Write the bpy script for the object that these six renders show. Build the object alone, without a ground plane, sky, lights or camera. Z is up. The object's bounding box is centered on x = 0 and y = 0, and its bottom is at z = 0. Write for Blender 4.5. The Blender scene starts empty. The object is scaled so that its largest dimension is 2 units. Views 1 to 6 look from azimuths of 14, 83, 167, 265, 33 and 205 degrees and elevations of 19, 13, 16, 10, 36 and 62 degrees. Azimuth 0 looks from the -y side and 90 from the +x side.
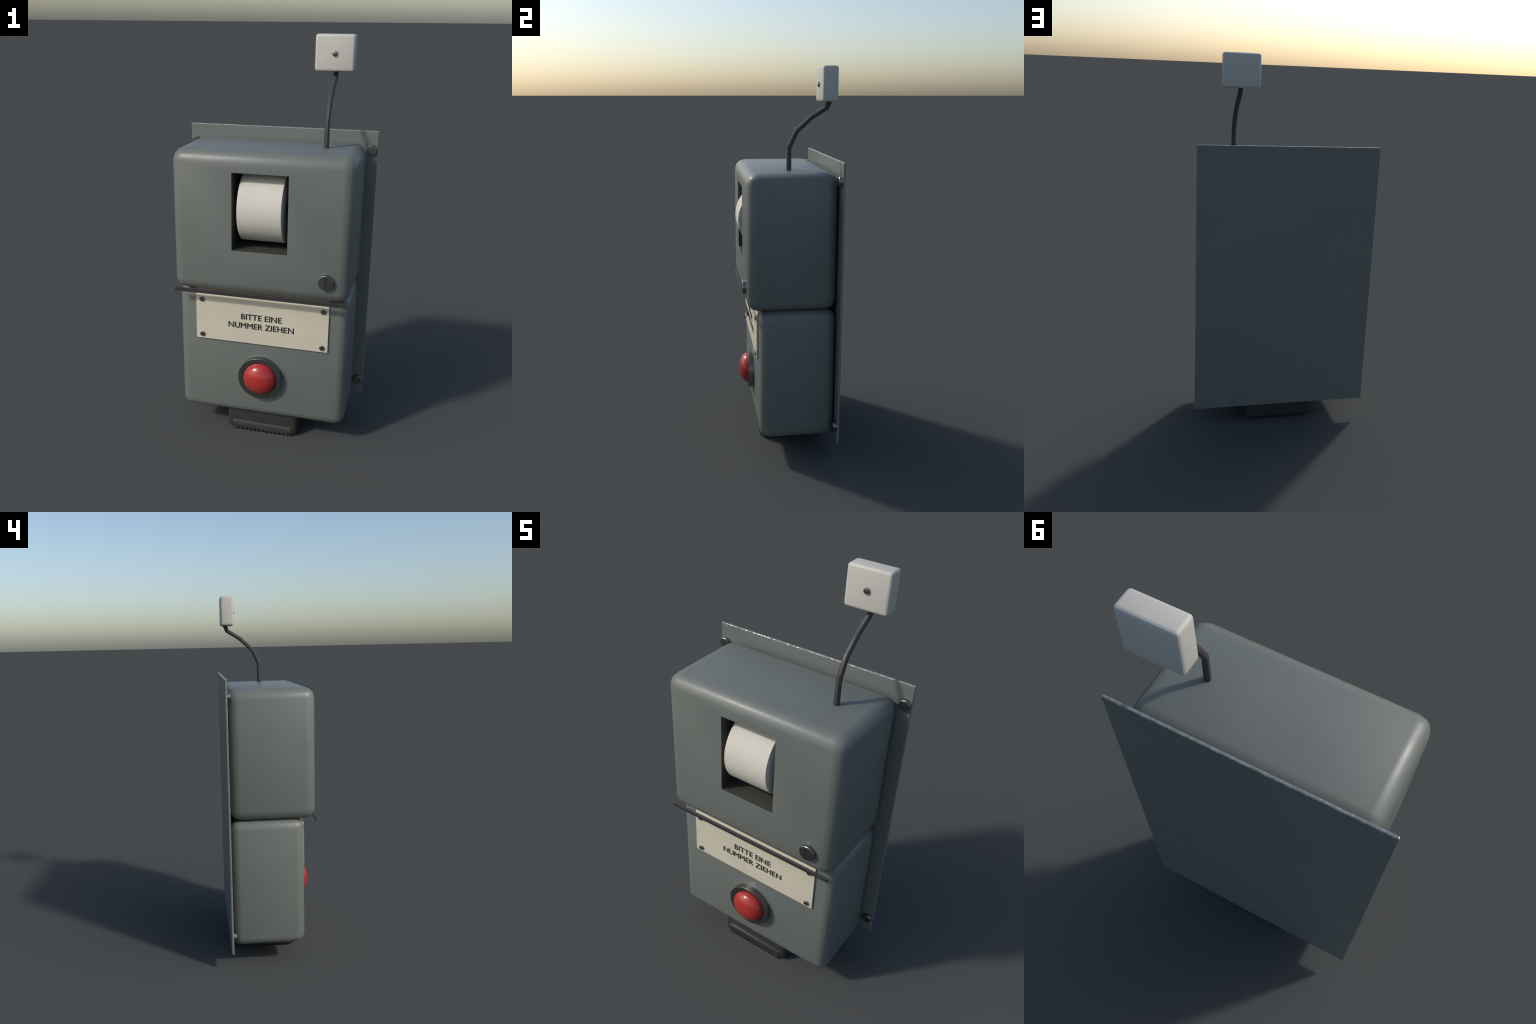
"""Wall-mounted take-a-number ticket dispenser, built part by part (metres, z up, front = -y)."""
import bpy, bmesh, math
from mathutils import Vector, Matrix

# --------------------------------------------------------------------------- sizes
BACK = 0.2424                      # rear of the mounting plate; the lock and paper roll reach y = -BACK
PLATE = dict(x=0.4830, z0=0.1000, z1=1.5525, y0=0.2300)
UPPER = dict(x=0.4302, y0=-0.2236, y1=0.2285, z0=0.8068, z1=1.4972, r=0.055)
LOWER = dict(x=0.4275, y0=-0.1615, y1=0.2285, z0=0.1160, z1=0.8073, r=0.047)
WINDOW = dict(x0=-0.1337, x1=0.1337, z0=1.0310, z1=1.4026, depth=0.32)
ROLL = dict(x=0.105, r=0.170, z=1.2200)
SIGN = dict(x=0.3345, z0=0.5300, z1=0.7680, y=-0.1703, t=0.0066)
BAR = dict(x=0.4246, y0=-0.2258, y1=-0.2182, z0=0.7972, z1=0.8174)
CHUTE = dict(x=0.1865, y0=-0.1290, y1=0.2220, z0=0.0035, z1=0.1300, r=0.020)
BLADE = dict(x=0.1556, y0=-0.1335, y1=-0.1280, z1=0.0515, root=0.0125, teeth=14)
SIGNAL = dict(x0=0.1668, x1=0.3530, y0=0.1498, y1=0.2268, z0=1.8315, z1=2.0000, r=0.013)

# --------------------------------------------------------------------------- materials
def new_mat(name):
    m = bpy.data.materials.new(name)
    m.use_nodes = True
    nt = m.node_tree
    return m, nt, nt.nodes["Principled BSDF"]

def node(nt, kind, **kw):
    n = nt.nodes.new(kind)
    for k, v in kw.items():
        setattr(n, k, v)
    return n

def noise(nt, co, scale, detail=4.0, rough=0.55):
    n = node(nt, "ShaderNodeTexNoise")
    n.inputs["Scale"].default_value = scale
    n.inputs["Detail"].default_value = detail
    n.inputs["Roughness"].default_value = rough
    nt.links.new(co, n.inputs["Vector"])
    return n.outputs["Fac"]

def ramp(nt, fac, stops):
    r = node(nt, "ShaderNodeValToRGB")
    el = r.color_ramp.elements
    while len(el) < len(stops):
        el.new(0.5)
    for e, (p, c) in zip(el, stops):
        e.position = p
        e.color = (*c, 1.0) if len(c) == 3 else c
    nt.links.new(fac, r.inputs["Fac"])
    return r.outputs["Color"]

def math_node(nt, op, a, b=None):
    n = node(nt, "ShaderNodeMath", operation=op)
    for i, v in enumerate((a, b)):
        if v is None:
            continue
        if isinstance(v, (int, float)):
            n.inputs[i].default_value = v
        else:
            nt.links.new(v, n.inputs[i])
    return n.outputs[0]

def mix_col(nt, fac, a, b):
    n = node(nt, "ShaderNodeMix", data_type="RGBA")
    for sock, v in ((n.inputs["Factor"], fac), (n.inputs[6], a), (n.inputs[7], b)):
        if isinstance(v, (int, float)):
            sock.default_value = v
        elif isinstance(v, tuple):
            sock.default_value = (*v, 1.0)
        else:
            nt.links.new(v, sock)
    return n.outputs[2]

def shade(c, f):
    return tuple(min(1.0, v * f) for v in c)

def plain(name, col, rough, metal=0.0, vary=0.06, scale=14.0, spec=0.5, bump=0.0, bump_scale=300.0, rvary=0.06):
    """A near-uniform coat with faint mottling in colour and gloss."""
    m, nt, b = new_mat(name)
    co = node(nt, "ShaderNodeTexCoord").outputs["Object"]
    f = noise(nt, co, scale)
    nt.links.new(ramp(nt, f, [(0.3, shade(col, 1 - vary)), (0.7, shade(col, 1 + vary))]), b.inputs["Base Color"])
    r = ramp(nt, noise(nt, co, scale * 2.3), [(0.3, (rough - rvary,) * 3), (0.7, (rough + rvary,) * 3)])
    nt.links.new(r, b.inputs["Roughness"])
    b.inputs["Metallic"].default_value = metal
    b.inputs["Specular IOR Level"].default_value = spec
    if bump:
        bp = node(nt, "ShaderNodeBump")
        bp.inputs["Strength"].default_value = bump
        bp.inputs["Distance"].default_value = 0.001
        nt.links.new(noise(nt, co, bump_scale, 2.0), bp.inputs["Height"])
        nt.links.new(bp.outputs["Normal"], b.inputs["Normal"])
    return m

PAINT = (0.143, 0.157, 0.141)

def worn_paint(name, rim_mask, rough=0.43, col=PAINT, wear_scale=64.0, lo=0.49, hi=0.55, chip=(0.55, 0.54, 0.52), metal=1.0):
    """Grey-green enamel; rim_mask(nt, separate_xyz_outputs) marks the rims where it has chipped to bare metal."""
    m, nt, b = new_mat(name)
    co = node(nt, "ShaderNodeTexCoord").outputs["Object"]
    xyz = node(nt, "ShaderNodeSeparateXYZ")
    nt.links.new(co, xyz.inputs[0])
    rim = rim_mask(nt, xyz.outputs)
    chips = ramp(nt, noise(nt, co, wear_scale, 6.0, 0.65), [(lo, (0, 0, 0)), (hi, (1, 1, 1))])
    fac = math_node(nt, "MULTIPLY", rim, chips)
    base = ramp(nt, noise(nt, co, 6.0), [(0.3, shade(col, 0.97)), (0.7, shade(col, 1.03))])
    nt.links.new(mix_col(nt, fac, base, chip), b.inputs["Base Color"])
    nt.links.new(math_node(nt, "MULTIPLY", fac, metal), b.inputs["Metallic"])
    r = ramp(nt, noise(nt, co, 22.0), [(0.3, (rough - 0.03,) * 3), (0.7, (rough + 0.03,) * 3)])
    nt.links.new(mix_col(nt, fac, r, (0.24, 0.24, 0.24)), b.inputs["Roughness"])
    bp = node(nt, "ShaderNodeBump")
    bp.inputs["Strength"].default_value = 0.06
    bp.inputs["Distance"].default_value = 0.001
    nt.links.new(noise(nt, co, 160.0, 2.0), bp.inputs["Height"])
    nt.links.new(bp.outputs["Normal"], b.inputs["Normal"])
    return m

def outside(nt, v, limit):
    return math_node(nt, "GREATER_THAN", math_node(nt, "ABSOLUTE", v), limit)

def plate_rim(nt, o):
    w = 0.0030
    zc = (PLATE["z0"] + PLATE["z1"]) / 2
    a = outside(nt, o[0], PLATE["x"] - w)
    c = outside(nt, math_node(nt, "SUBTRACT", o[2], zc), (PLATE["z1"] - PLATE["z0"]) / 2 - w)
    return math_node(nt, "MAXIMUM", a, c)

def window_rim(nt, o):
    w = 0.0045
    zc, hz = (WINDOW["z0"] + WINDOW["z1"]) / 2, (WINDOW["z1"] - WINDOW["z0"]) / 2
    a = math_node(nt, "SUBTRACT", math_node(nt, "ABSOLUTE", o[0]), WINDOW["x1"])
    c = math_node(nt, "SUBTRACT", math_node(nt, "ABSOLUTE", math_node(nt, "SUBTRACT", o[2], zc)), hz)
    d = math_node(nt, "MAXIMUM", a, c)                      # >0 outside the opening
    near = math_node(nt, "LESS_THAN", d, w)
    front = math_node(nt, "LESS_THAN", o[1], UPPER["y0"] + 0.002)
    return math_node(nt, "MULTIPLY", near, front)

M_PLATE = worn_paint("chipped_enamel", plate_rim, chip=(0.33, 0.335, 0.325), metal=0.5)
M_HOUSING = worn_paint("grey_enamel", window_rim, wear_scale=24.0, lo=0.56, hi=0.66, chip=(0.24, 0.235, 0.225), metal=0.4)
M_RECESS = plain("dark_recess_tone", (0.045, 0.045, 0.038), 0.6)
M_STEEL = plain("dull_steel", (0.26, 0.26, 0.25), 0.34, metal=1.0, vary=0.05, scale=12, rvary=0.02)
M_DARKSTEEL = plain("dark_trim_plastic", (0.034, 0.032, 0.031), 0.46, vary=0.05, scale=10, rvary=0.02)
M_SCREW = plain("screw_steel", (0.25, 0.245, 0.23), 0.34, metal=1.0, vary=0.05, scale=14, rvary=0.02)
M_BLADE = plain("blade_steel", (0.25, 0.245, 0.24), 0.36, metal=1.0, vary=0.04, scale=10, rvary=0.02)
M_CHUTE = plain("brown_grey_plastic", (0.036, 0.033, 0.030), 0.45, vary=0.05)
M_TUBE = plain("dark_grey_tube", (0.040, 0.037, 0.035), 0.52, vary=0.05)
M_WHITE = plain("white_plastic", (0.505, 0.485, 0.432), 0.46, vary=0.02, spec=0.35)
M_PAPER = plain("white_paper", (0.580, 0.555, 0.485), 0.90, vary=0.015, spec=0.2)
M_CORE = plain("cardboard_core", (0.10, 0.085, 0.07), 0.85, vary=0.1)
M_RED = plain("red_gloss_plastic", (0.350, 0.031, 0.027), 0.26, vary=0.02, rvary=0.02)
M_INK = plain("black_ink", (0.010, 0.0105, 0.011), 0.6, vary=0.1)
M_KEY = plain("keyway_brown_metal", (0.020, 0.016, 0.015), 0.6, metal=0.0)

def sign_material():
    m, nt, b = new_mat("cream_enamel_sign")
    co = node(nt, "ShaderNodeTexCoord").outputs["Object"]
    base = ramp(nt, noise(nt, co, 5.0), [(0.3, (0.540, 0.497, 0.390)), (0.7, (0.595, 0.548, 0.432))])
    # faint hairline stains: thin contour of a warped noise field
    f = noise(nt, co, 9.0, 5.0, 0.6)
    line = math_node(nt, "ABSOLUTE", math_node(nt, "SUBTRACT", f, 0.56))
    stain = ramp(nt, line, [(0.0, (1, 1, 1)), (0.010, (0, 0, 0))])
    patch = ramp(nt, noise(nt, co, 7.0, 2.0), [(0.50, (0, 0, 0)), (0.62, (0.5, 0.5, 0.5))])
    k = math_node(nt, "MULTIPLY", stain, patch)
    nt.links.new(mix_col(nt, k, base, (0.45, 0.415, 0.325)), b.inputs["Base Color"])
    b.inputs["Roughness"].default_value = 0.5
    return m
M_SIGN = sign_material()

# --------------------------------------------------------------------------- mesh helpers
def add(name, mesh, mat, parent=None, smooth=True):
    ob = bpy.data.objects.new(name, mesh)
    bpy.context.scene.collection.objects.link(ob)
    if mat is not None and not mesh.materials:
        mesh.materials.append(mat)
    if smooth:
        mesh.polygons.foreach_set("use_smooth", [True] * len(mesh.polygons))
    if parent is not None:
        ob.parent = parent
    return ob

def to_mesh(bm, name, sharp_angle=None):
    bmesh.ops.recalc_face_normals(bm, faces=bm.faces)
    me = bpy.data.meshes.new(name)
    bm.to_mesh(me)
    bm.free()
    me.polygons.foreach_set("use_smooth", [True] * len(me.polygons))
    if sharp_angle is not None:
        me.set_sharp_from_angle(angle=math.radians(sharp_angle))
    return me

def weighted(ob):
    mod = ob.modifiers.new("weighted_normals", "WEIGHTED_NORMAL")
    mod.keep_sharp = True
    mod.weight = 80
    return ob

def box_bm(x0, x1, y0, y1, z0, z1, r=0.0, seg=3):
    bm = bmesh.new()
    bmesh.ops.create_cube(bm, size=1.0, matrix=Matrix.Translation(((x0 + x1) / 2, (y0 + y1) / 2, (z0 + z1) / 2))
                          @ Matrix.Diagonal((x1 - x0, y1 - y0, z1 - z0, 1.0)))
    if r:
        bmesh.ops.bevel(bm, geom=list(bm.edges), offset=r, segments=seg, profile=0.5, affect="EDGES", clamp_overlap=True)
    return bm

def crisp_panels(bm):
    """Split shading half-way round each rounded edge, so every side reads as one moulded panel."""
    bm.normal_update()
    side = lambda f: max(range(3), key=lambda i: abs(f.normal[i]) + 0.001 * i)
    for e in bm.edges:
        if len(e.link_faces) == 2 and side(e.link_faces[0]) != side(e.link_faces[1]):
            e.smooth = False

def lathe(profile, name, seg=32, axis="y", sharp=40):
    """Revolve (radius, along) points; 'along' runs on the axis."""
    bm = bmesh.new()
    rings = []
    for r, t in profile:
        if r < 1e-6:
            p = (0, t, 0) if axis == "y" else (t, 0, 0)
            rings.append([bm.verts.new(p)])
        else:
            ring = []
            for i in range(seg):
                a = 2 * math.pi * (i + 0.5) / seg
                c, s = r * math.cos(a), r * math.sin(a)
                ring.append(bm.verts.new((c, t, s) if axis == "y" else (t, c, s)))
            rings.append(ring)
    for A, B in zip(rings, rings[1:]):
        for i in range(seg):
            j = (i + 1) % seg
            if len(A) == 1 and len(B) == 1:
                continue
            if len(A) == 1:
                bm.faces.new((A[0], B[i], B[j]))
            elif len(B) == 1:
                bm.faces.new((A[i], A[j], B[0]))
            else:
                bm.faces.new((A[i], A[j], B[j], B[i]))
    return to_mesh(bm, name, sharp)

def prism(outline, x0, x1, name, sharp=35):
    """Extrude a closed (y, z) outline along x."""
    bm = bmesh.new()
    a = [bm.verts.new((x0, y, z)) for y, z in outline]
    b = [bm.verts.new((x1, y, z)) for y, z in outline]
    n = len(outline)
    bm.faces.new(a)
    bm.faces.new(b[::-1])
    for i in range(n):
        j = (i + 1) % n
        bm.faces.new((a[i], b[i], b[j], a[j]))
    return bm

def cap(r, y_front, y_back, bev, n=1):
    """Flat-headed cylinder profile with a rounded front rim (front = smaller y)."""
    p = [(0.0, y_front), (r - bev, y_front)]
    for i in range(1, n + 1):
        a = math.pi / 2 * i / n
        p.append((r - bev + bev * math.sin(a), y_front + bev * (1 - math.cos(a))))
    p += [(r, y_back), (0.0, y_back)]
    return p

# --------------------------------------------------------------------------- root
root = bpy.data.objects.new("ticket_dispenser", None)
root.empty_display_size = 0.3
bpy.context.scene.collection.objects.link(root)
root["label"] = "grey wall ticket dispenser, red button, paper roll, bent antenna box"
root["category"] = "ticket dispenser"

# --------------------------------------------------------------------------- mounting plate and its bolts
bm = box_bm(-PLATE["x"], PLATE["x"], PLATE["y0"], BACK, PLATE["z0"], PLATE["z1"], 0.0042, 3)
plate = weighted(add("mounting_plate", to_mesh(bm, "mounting_plate"), M_PLATE, root))

screw_me = lathe(cap(0.0240, 0.2118, 0.2370, 0.0025), "mounting_screw", 24, "y", 32)
for i, (x, z) in enumerate(((-1, 1.4620), (1, 1.4620), (-1, 0.1918), (1, 0.1918))):
    s = add("mounting_screw", screw_me, M_SCREW, plate)
    s.location = (x * 0.4552, 0, z)
    s.rotation_euler = (0, 0.4 + 1.3 * i, 0)

# --------------------------------------------------------------------------- upper housing with the roll window
def front_hole(bm, y0, w):
    """Replace the flat front face by a frame round the window and build the recess behind it."""
    face = min((f for f in bm.faces if f.normal.y < -0.999), key=lambda f: -f.calc_area())
    outer = sorted((v for v in face.verts), key=lambda v: math.atan2(v.co.z - 1.15, v.co.x))
    bm.faces.remove(face)
    pts = [(w["x0"], w["z0"]), (w["x1"], w["z0"]), (w["x1"], w["z1"]), (w["x0"], w["z1"])]
    rim = [bm.verts.new((x, y0, z)) for x, z in pts]
    back = [bm.verts.new((x, y0 + w["depth"], z)) for x, z in pts]
    walls = []
    for i in range(4):
        j = (i + 1) % 4
        bm.faces.new((outer[i], outer[j], rim[j], rim[i]))
        walls.append(bm.faces.new((rim[i], rim[j], back[j], back[i])))
        e = bm.edges.get((rim[i], rim[j]))
        e.smooth = False
        bm.edges.get((rim[i], back[i])).smooth = False
    walls.append(bm.faces.new(back))
    for i in range(4):
        bm.edges.get((back[i], back[(i + 1) % 4])).smooth = False
    for f in walls:
        f.material_index = 1

bm = box_bm(-UPPER["x"], UPPER["x"], UPPER["y0"], UPPER["y1"], UPPER["z0"], UPPER["z1"], UPPER["r"], 3)
bm.normal_update()
front_hole(bm, UPPER["y0"], WINDOW)
me = to_mesh(bm, "upper_housing")
me.materials.append(M_HOUSING)
me.materials.append(M_RECESS)
upper = add("upper_housing", me, None, root)

# paper roll on its axle
def along_x(me, name, mat, parent, x, y, z):
    ob = add(name, me, mat, parent)
    ob.location = (x, y, z)
    return ob

ry = -BACK + ROLL["r"]
R, hx, core = ROLL["r"], ROLL["x"], 0.052
roll_me = lathe([(core, -hx), (R - 0.0015, -hx), (R, -hx + 0.0012), (R, hx - 0.0012), (R - 0.0015, hx), (core, hx), (core, -hx)],
                "paper_roll", 96, "x", 50)
roll = along_x(roll_me, "paper_roll", M_PAPER, root, 0, ry, ROLL["z"])
core_me = lathe([(0, -0.1080), (0.046, -0.1080), (core - 0.0005, -0.1065), (core - 0.0005, 0.1065), (0.046, 0.1080), (0, 0.1080)],
                "roll_core", 32, "x", 40)
along_x(core_me, "roll_core", M_CORE, roll, 0, 0, 0)
axle_me = lathe([(0, -0.132), (0.014, -0.132), (0.014, 0.132), (0, 0.132)], "roll_axle", 20, "x", 40)
along_x(axle_me, "roll_axle", M_STEEL, roll, 0, 0, 0)

# lock: round cylinder with a keyway sunk in its face
lock_r, lx, lz = 0.0362, 0.3213, 0.9190
lock_me = lathe(cap(lock_r, -BACK, UPPER["y0"] + 0.010, 0.0018), "lock", 32, "y", 32)
lock = add("lock", lock_me, M_STEEL, root)
lock.location = (lx, 0, lz)
cut = add("keyway_cutter", to_mesh(box_bm(-0.0070, 0.0070, -BACK - 0.01, -BACK + 0.006, -0.0262, 0.0262), "keyway_cutter"), None)
cut.location = lock.location
mod = lock.modifiers.new("keyway", "BOOLEAN")
mod.operation, mod.object, mod.solver = "DIFFERENCE", cut, "EXACT"
bpy.context.view_layer.update()
baked = bpy.data.meshes.new_from_object(lock.evaluated_get(bpy.context.evaluated_depsgraph_get()))
lock.modifiers.clear()
lock.data = baked
baked.name = "lock"
baked.set_sharp_from_angle(angle=math.radians(32))
bpy.data.objects.remove(cut)
key = add("keyway", to_mesh(box_bm(-0.0066, 0.0066, -BACK + 0.0012, -BACK + 0.0055, -0.0258, 0.0258), "keyway", 30), M_KEY, lock)

# --------------------------------------------------------------------------- trim bar in front of the joint
bm = box_bm(-BAR["x"], BAR["x"], BAR["y0"], BAR["y1"], BAR["z0"], BAR["z1"], 0.0008, 1)
add("trim_bar", to_mesh(bm, "trim_bar", 30), M_DARKSTEEL, root)

# --------------------------------------------------------------------------- lower housing
bm = box_bm(-LOWER["x"], LOWER["x"], LOWER["y0"], LOWER["y1"], LOWER["z0"], LOWER["z1"], LOWER["r"], 3)
lower = add("lower_housing", to_mesh(bm, "lower_housing"), M_HOUSING, root)

# --------------------------------------------------------------------------- sign: sheet bent back along its top edge
y, t = SIGN["y"], SIGN["t"]
bend = Vector((0.0235, 0.0345))                    # (back, up) run of the bent flap
nrm = Vector((bend.y, -bend.x)).normalized() * t   # into the housing
outline = [(y, SIGN["z0"]), (y, SIGN["z1"]), (y + bend.x, SIGN["z1"] + bend.y),
           (y + bend.x + nrm.x, SIGN["z1"] + bend.y + nrm.y), (y + t, SIGN["z1"] - 0.0022), (y + t, SIGN["z0"])]
bm = prism(outline, -SIGN["x"], SIGN["x"], "sign")
bmesh.ops.bevel(bm, geom=list(bm.edges), offset=0.0012, segments=2, profile=0.5, affect="EDGES")
sign = weighted(add("sign_plate", to_mesh(bm, "sign_plate", 60), M_SIGN, root))

rivet_me = lathe(cap(0.0128, y - 0.0072, y + 0.008, 0.0014), "rivet", 20, "y", 32)
for x, z in ((-0.3032, 0.7449), (0.3068, 0.7449), (-0.3028, 0.5547), (0.3066, 0.5547)):
    rv = add("rivet", rivet_me, M_STEEL, sign)
    rv.location = (x, 0, z)

# lettering: humanist capitals, outlines in units of the cap height
def arc(cx, cy, rx, ry_, a0, a1, n=10):
    return [(cx + rx * math.cos(math.radians(a0 + (a1 - a0) * i / n)), cy + ry_ * math.sin(math.radians(a0 + (a1 - a0) * i / n)))
            for i in range(n + 1)]

def rects_E(w, s, b):
    return [(0, 0), (0, 1), (w, 1), (w, 1 - b), (s, 1 - b), (s, .5 + b / 2), (w * .94, .5 + b / 2), (w * .94, .5 - b / 2),
            (s, .5 - b / 2), (s, b), (w, b), (w, 0)]

S, Bt = 0.195, 0.152
GLYPH = {
    "I": [[(0, 0), (0, 1), (S, 1), (S, 0)]],
    "T": [[(.33, 0), (.33, 1 - Bt), (0, 1 - Bt), (0, 1), (.855, 1), (.855, 1 - Bt), (.525, 1 - Bt), (.525, 0)]],
    "E": [rects_E(.62, S, Bt)],
    "H": [[(0, 0), (0, 1), (S, 1), (S, .58), (.865 - S, .58), (.865 - S, 1), (.865, 1), (.865, 0), (.865 - S, 0),
           (.865 - S, .43), (S, .43), (S, 0)]],
    "N": [[(0, 0), (0, 1), (.17, 1), (.785, .27), (.785, 1), (.97, 1), (.97, 0), (.815, 0), (.185, .75), (.185, 0)]],
    "M": [[(0, 0), (0, 1), (.17, 1), (.475, .60), (.78, 1), (.95, 1), (.95, 0), (.76, 0), (.76, .70), (.505, .37), (.445, .37),
           (.19, .70), (.19, 0)]],
    "Z": [[(0, 0), (0, .06), (.57, .85), (.04, .85), (.04, 1), (.88, 1), (.88, .95), (.31, .15), (.90, .15), (.90, 0)]],
    "U": [[(0, 1), (S, 1)] + arc(.445, .40, .445 - S, .26, 180, 360) + [(.89 - S, 1), (.89, 1)] + arc(.445, .40, .445, .42, 0, -180)],
    "B": [[(0, 0), (0, 1), (.30, 1)] + arc(.32, .755, .30, .245, 85, -60, 8) + arc(.36, .28, .34, .28, 60, -85, 9),
          arc(.33, .735, .115, .115, 90, -90, 8) + [(S, .62), (S, .85)],
          arc(.35, .295, .145, .145, 90, -90, 8) + [(S, .15), (S, .44)]],
    "R": [[(0, 0), (0, 1), (.30, 1)] + arc(.33, .71, .31, .29, 85, -65, 9) + [(.53, .32), (.78, 0), (.56, 0), (.30, .40), (S, .42), (S, 0)],
          arc(.32, .71, .135, .145, 90, -90, 8) + [(S, .565), (S, .855)]],
}
LINES = [  # (letters with their left edge in sheet units, left x, baseline z)
    ("BITTEEINE", (505, 655, 703, 862, 1040, 1245, 1382, 1445, 1660), -0.1013, 0.6577),
    ("NUMMERZIEHEN", (110, 315, 500, 705, 910, 1045, 1265, 1450, 1515, 1650, 1840, 1980), -0.1665, 0.6095),
]
CAP_H, UNIT = 0.0300, 0.0001622
glyph_mesh = {}
def letter_mesh(ch):
    if ch not in glyph_mesh:
        cu = bpy.data.curves.new("letter_" + ch.lower(), "CURVE")
        cu.dimensions, cu.fill_mode, cu.extrude = "2D", "BOTH", 0.0007
        cu.offset = 0.0002
        for pts in GLYPH[ch]:
            sp = cu.splines.new("POLY")
            sp.points.add(len(pts) - 1)
            for p, (a, b) in zip(sp.points, pts):
                p.co = (a * CAP_H, b * CAP_H, 0, 1)
            sp.use_cyclic_u = True
        ob = bpy.data.objects.new("tmp", cu)
        bpy.context.scene.collection.objects.link(ob)
        bpy.context.view_layer.update()
        me = bpy.data.meshes.new_from_object(ob.evaluated_get(bpy.context.evaluated_depsgraph_get()))
        bpy.data.objects.remove(ob)
        bpy.data.curves.remove(cu)
        me.transform(Matrix.Rotation(math.pi / 2, 4, "X"))
        me.name = "letter"
        glyph_mesh[ch] = me
    return glyph_mesh[ch]

for text, xs, left, base in LINES:
    for ch, px in zip(text, xs):
        L = add("letter", letter_mesh(ch), M_INK, sign, smooth=False)
        L.location = (left + (px - xs[0]) * UNIT, y - 0.0002, base)

# --------------------------------------------------------------------------- push button: steel ring and red cap
fy = LOWER["y0"]
RF = -0.1908                                    # front face of the ring
ring_prof = [(0.1110, fy + 0.010), (0.1110, RF + 0.0005), (0.1105, RF), (0.0874, RF), (0.0868, RF + 0.0006),
             (0.0868, fy + 0.010), (0.1110, fy + 0.010)]
ring = add("push_button", lathe(ring_prof, "push_button", 48, "y", 32), M_STEEL, root)
ring.location = (0, 0, 0.3480)
dome_r, dome_base, dome_front = 0.0845, RF + 0.004, -0.2392
prof = [(0.0, dome_front)]
for i in range(1, 13):
    a = math.radians(90 - 90 * i / 12)
    prof.append((dome_r * math.cos(a), dome_base - (dome_base - dome_front) * math.sin(a)))
prof += [(dome_r, fy + 0.008), (0.0, fy + 0.008)]
add("button_cap", lathe(prof, "button_cap", 48, "y", 60), M_RED, ring)

# --------------------------------------------------------------------------- ticket chute and toothed tear-off blade
bm = box_bm(-CHUTE["x"], CHUTE["x"], CHUTE["y0"], CHUTE["y1"], CHUTE["z0"], CHUTE["z1"] + 0.03, CHUTE["r"], 3)
chute = add("ticket_chute", to_mesh(bm, "ticket_chute"), M_CHUTE, root)

def blade_outline():
    pitch = 2 * BLADE["x"] / BLADE["teeth"]
    pts = [(-BLADE["x"], BLADE["z1"]), (-BLADE["x"], 0.0)]
    for i in range(BLADE["teeth"]):
        x = -BLADE["x"] + i * pitch
        last = i == BLADE["teeth"] - 1
        pts += [(x + 0.10 * pitch, 0.0), (x + 0.20 * pitch, 0.0075), (x + 0.36 * pitch, BLADE["root"]),
                (x + 0.58 * pitch, BLADE["root"]), (x + 0.74 * pitch, 0.0075), (x + 0.88 * pitch, 0.0)]
        if last:
            pts.append((x + pitch, 0.0))
    pts.append((BLADE["x"], BLADE["z1"]))
    return pts
bm = bmesh.new()
pts = blade_outline()
fr = [bm.verts.new((x, BLADE["y0"], z)) for x, z in pts]
bk = [bm.verts.new((x, BLADE["y1"], z)) for x, z in pts]
bm.faces.new(fr)
bm.faces.new(bk[::-1])
for i in range(len(pts)):
    j = (i + 1) % len(pts)
    bm.faces.new((fr[i], bk[i], bk[j], fr[j]))
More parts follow.
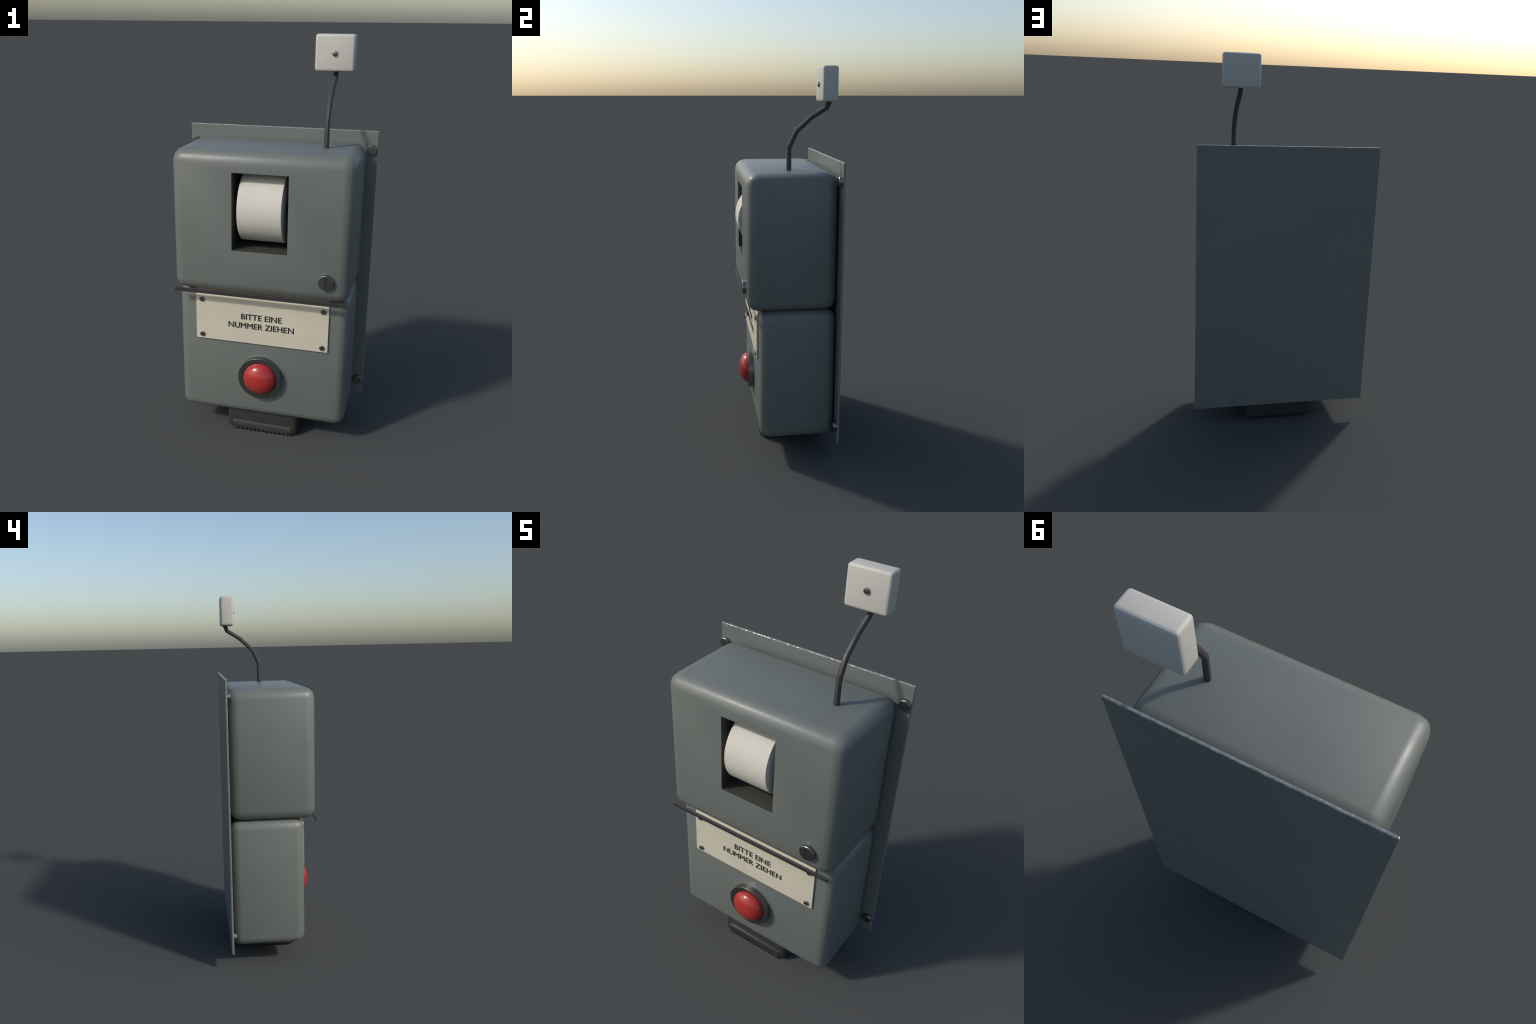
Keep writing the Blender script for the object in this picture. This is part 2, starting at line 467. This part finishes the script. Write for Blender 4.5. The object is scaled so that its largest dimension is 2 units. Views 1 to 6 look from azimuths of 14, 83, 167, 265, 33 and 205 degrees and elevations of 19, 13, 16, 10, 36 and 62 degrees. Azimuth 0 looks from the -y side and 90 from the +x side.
top = [e for e in bm.edges if all(abs(v.co.z - BLADE["z1"]) < 1e-6 and abs(v.co.y - BLADE["y0"]) < 1e-6 for v in e.verts)]
bmesh.ops.bevel(bm, geom=top, offset=0.0014, segments=2, profile=0.5, affect="EDGES")
add("tear_blade", to_mesh(bm, "tear_blade", 32), M_BLADE, chute)

# --------------------------------------------------------------------------- bent tube and the small signal box on top
path = [Vector(p) for p in ((0.2614, 0.0015, 1.4800), (0.2614, 0.0015, 1.6105), (0.2615, 0.0384, 1.6895), (0.2624, 0.1122, 1.7570),
                            (0.2635, 0.1880, 1.8040), (0.2650, 0.2035, 1.8420))]
def sweep(path, r, seg, name):
    bm = bmesh.new()
    ref = Vector((1, 0, 0))
    rings = []
    for i, p in enumerate(path):
        d0 = (p - path[i - 1]).normalized() if i else (path[1] - p).normalized()
        d1 = (path[i + 1] - p).normalized() if i < len(path) - 1 else d0
        tan = (d0 + d1).normalized()
        u = (ref - tan * ref.dot(tan)).normalized()
        v = tan.cross(u)
        k = 1 / max(0.5, d0.dot(tan))          # keep the tube's width through the mitre
        rings.append([bm.verts.new(p + r * (math.cos(a) * u + k * math.sin(a) * v))
                      for a in (2 * math.pi * (j + 0.5) / seg for j in range(seg))])
    for A, B in zip(rings, rings[1:]):
        for j in range(seg):
            m = (j + 1) % seg
            bm.faces.new((A[j], A[m], B[m], B[j]))
    bm.faces.new(rings[0])
    bm.faces.new(rings[-1][::-1])
    return to_mesh(bm, name, 40)
tube = add("bent_tube", sweep(path, 0.0128, 8, "bent_tube"), M_TUBE, root)

bm = box_bm(SIGNAL["x0"], SIGNAL["x1"], SIGNAL["y0"], SIGNAL["y1"], SIGNAL["z0"], SIGNAL["z1"], SIGNAL["r"], 4)
crisp_panels(bm)
signal = add("signal_box", to_mesh(bm, "signal_box"), M_WHITE, root)
kn = add("signal_screw", lathe(cap(0.0130, SIGNAL["y0"] - 0.0080, SIGNAL["y0"] + 0.003, 0.0030, 2), "signal_screw", 20), M_STEEL, signal)
kn.location = (0.2605, 0, 1.9140)
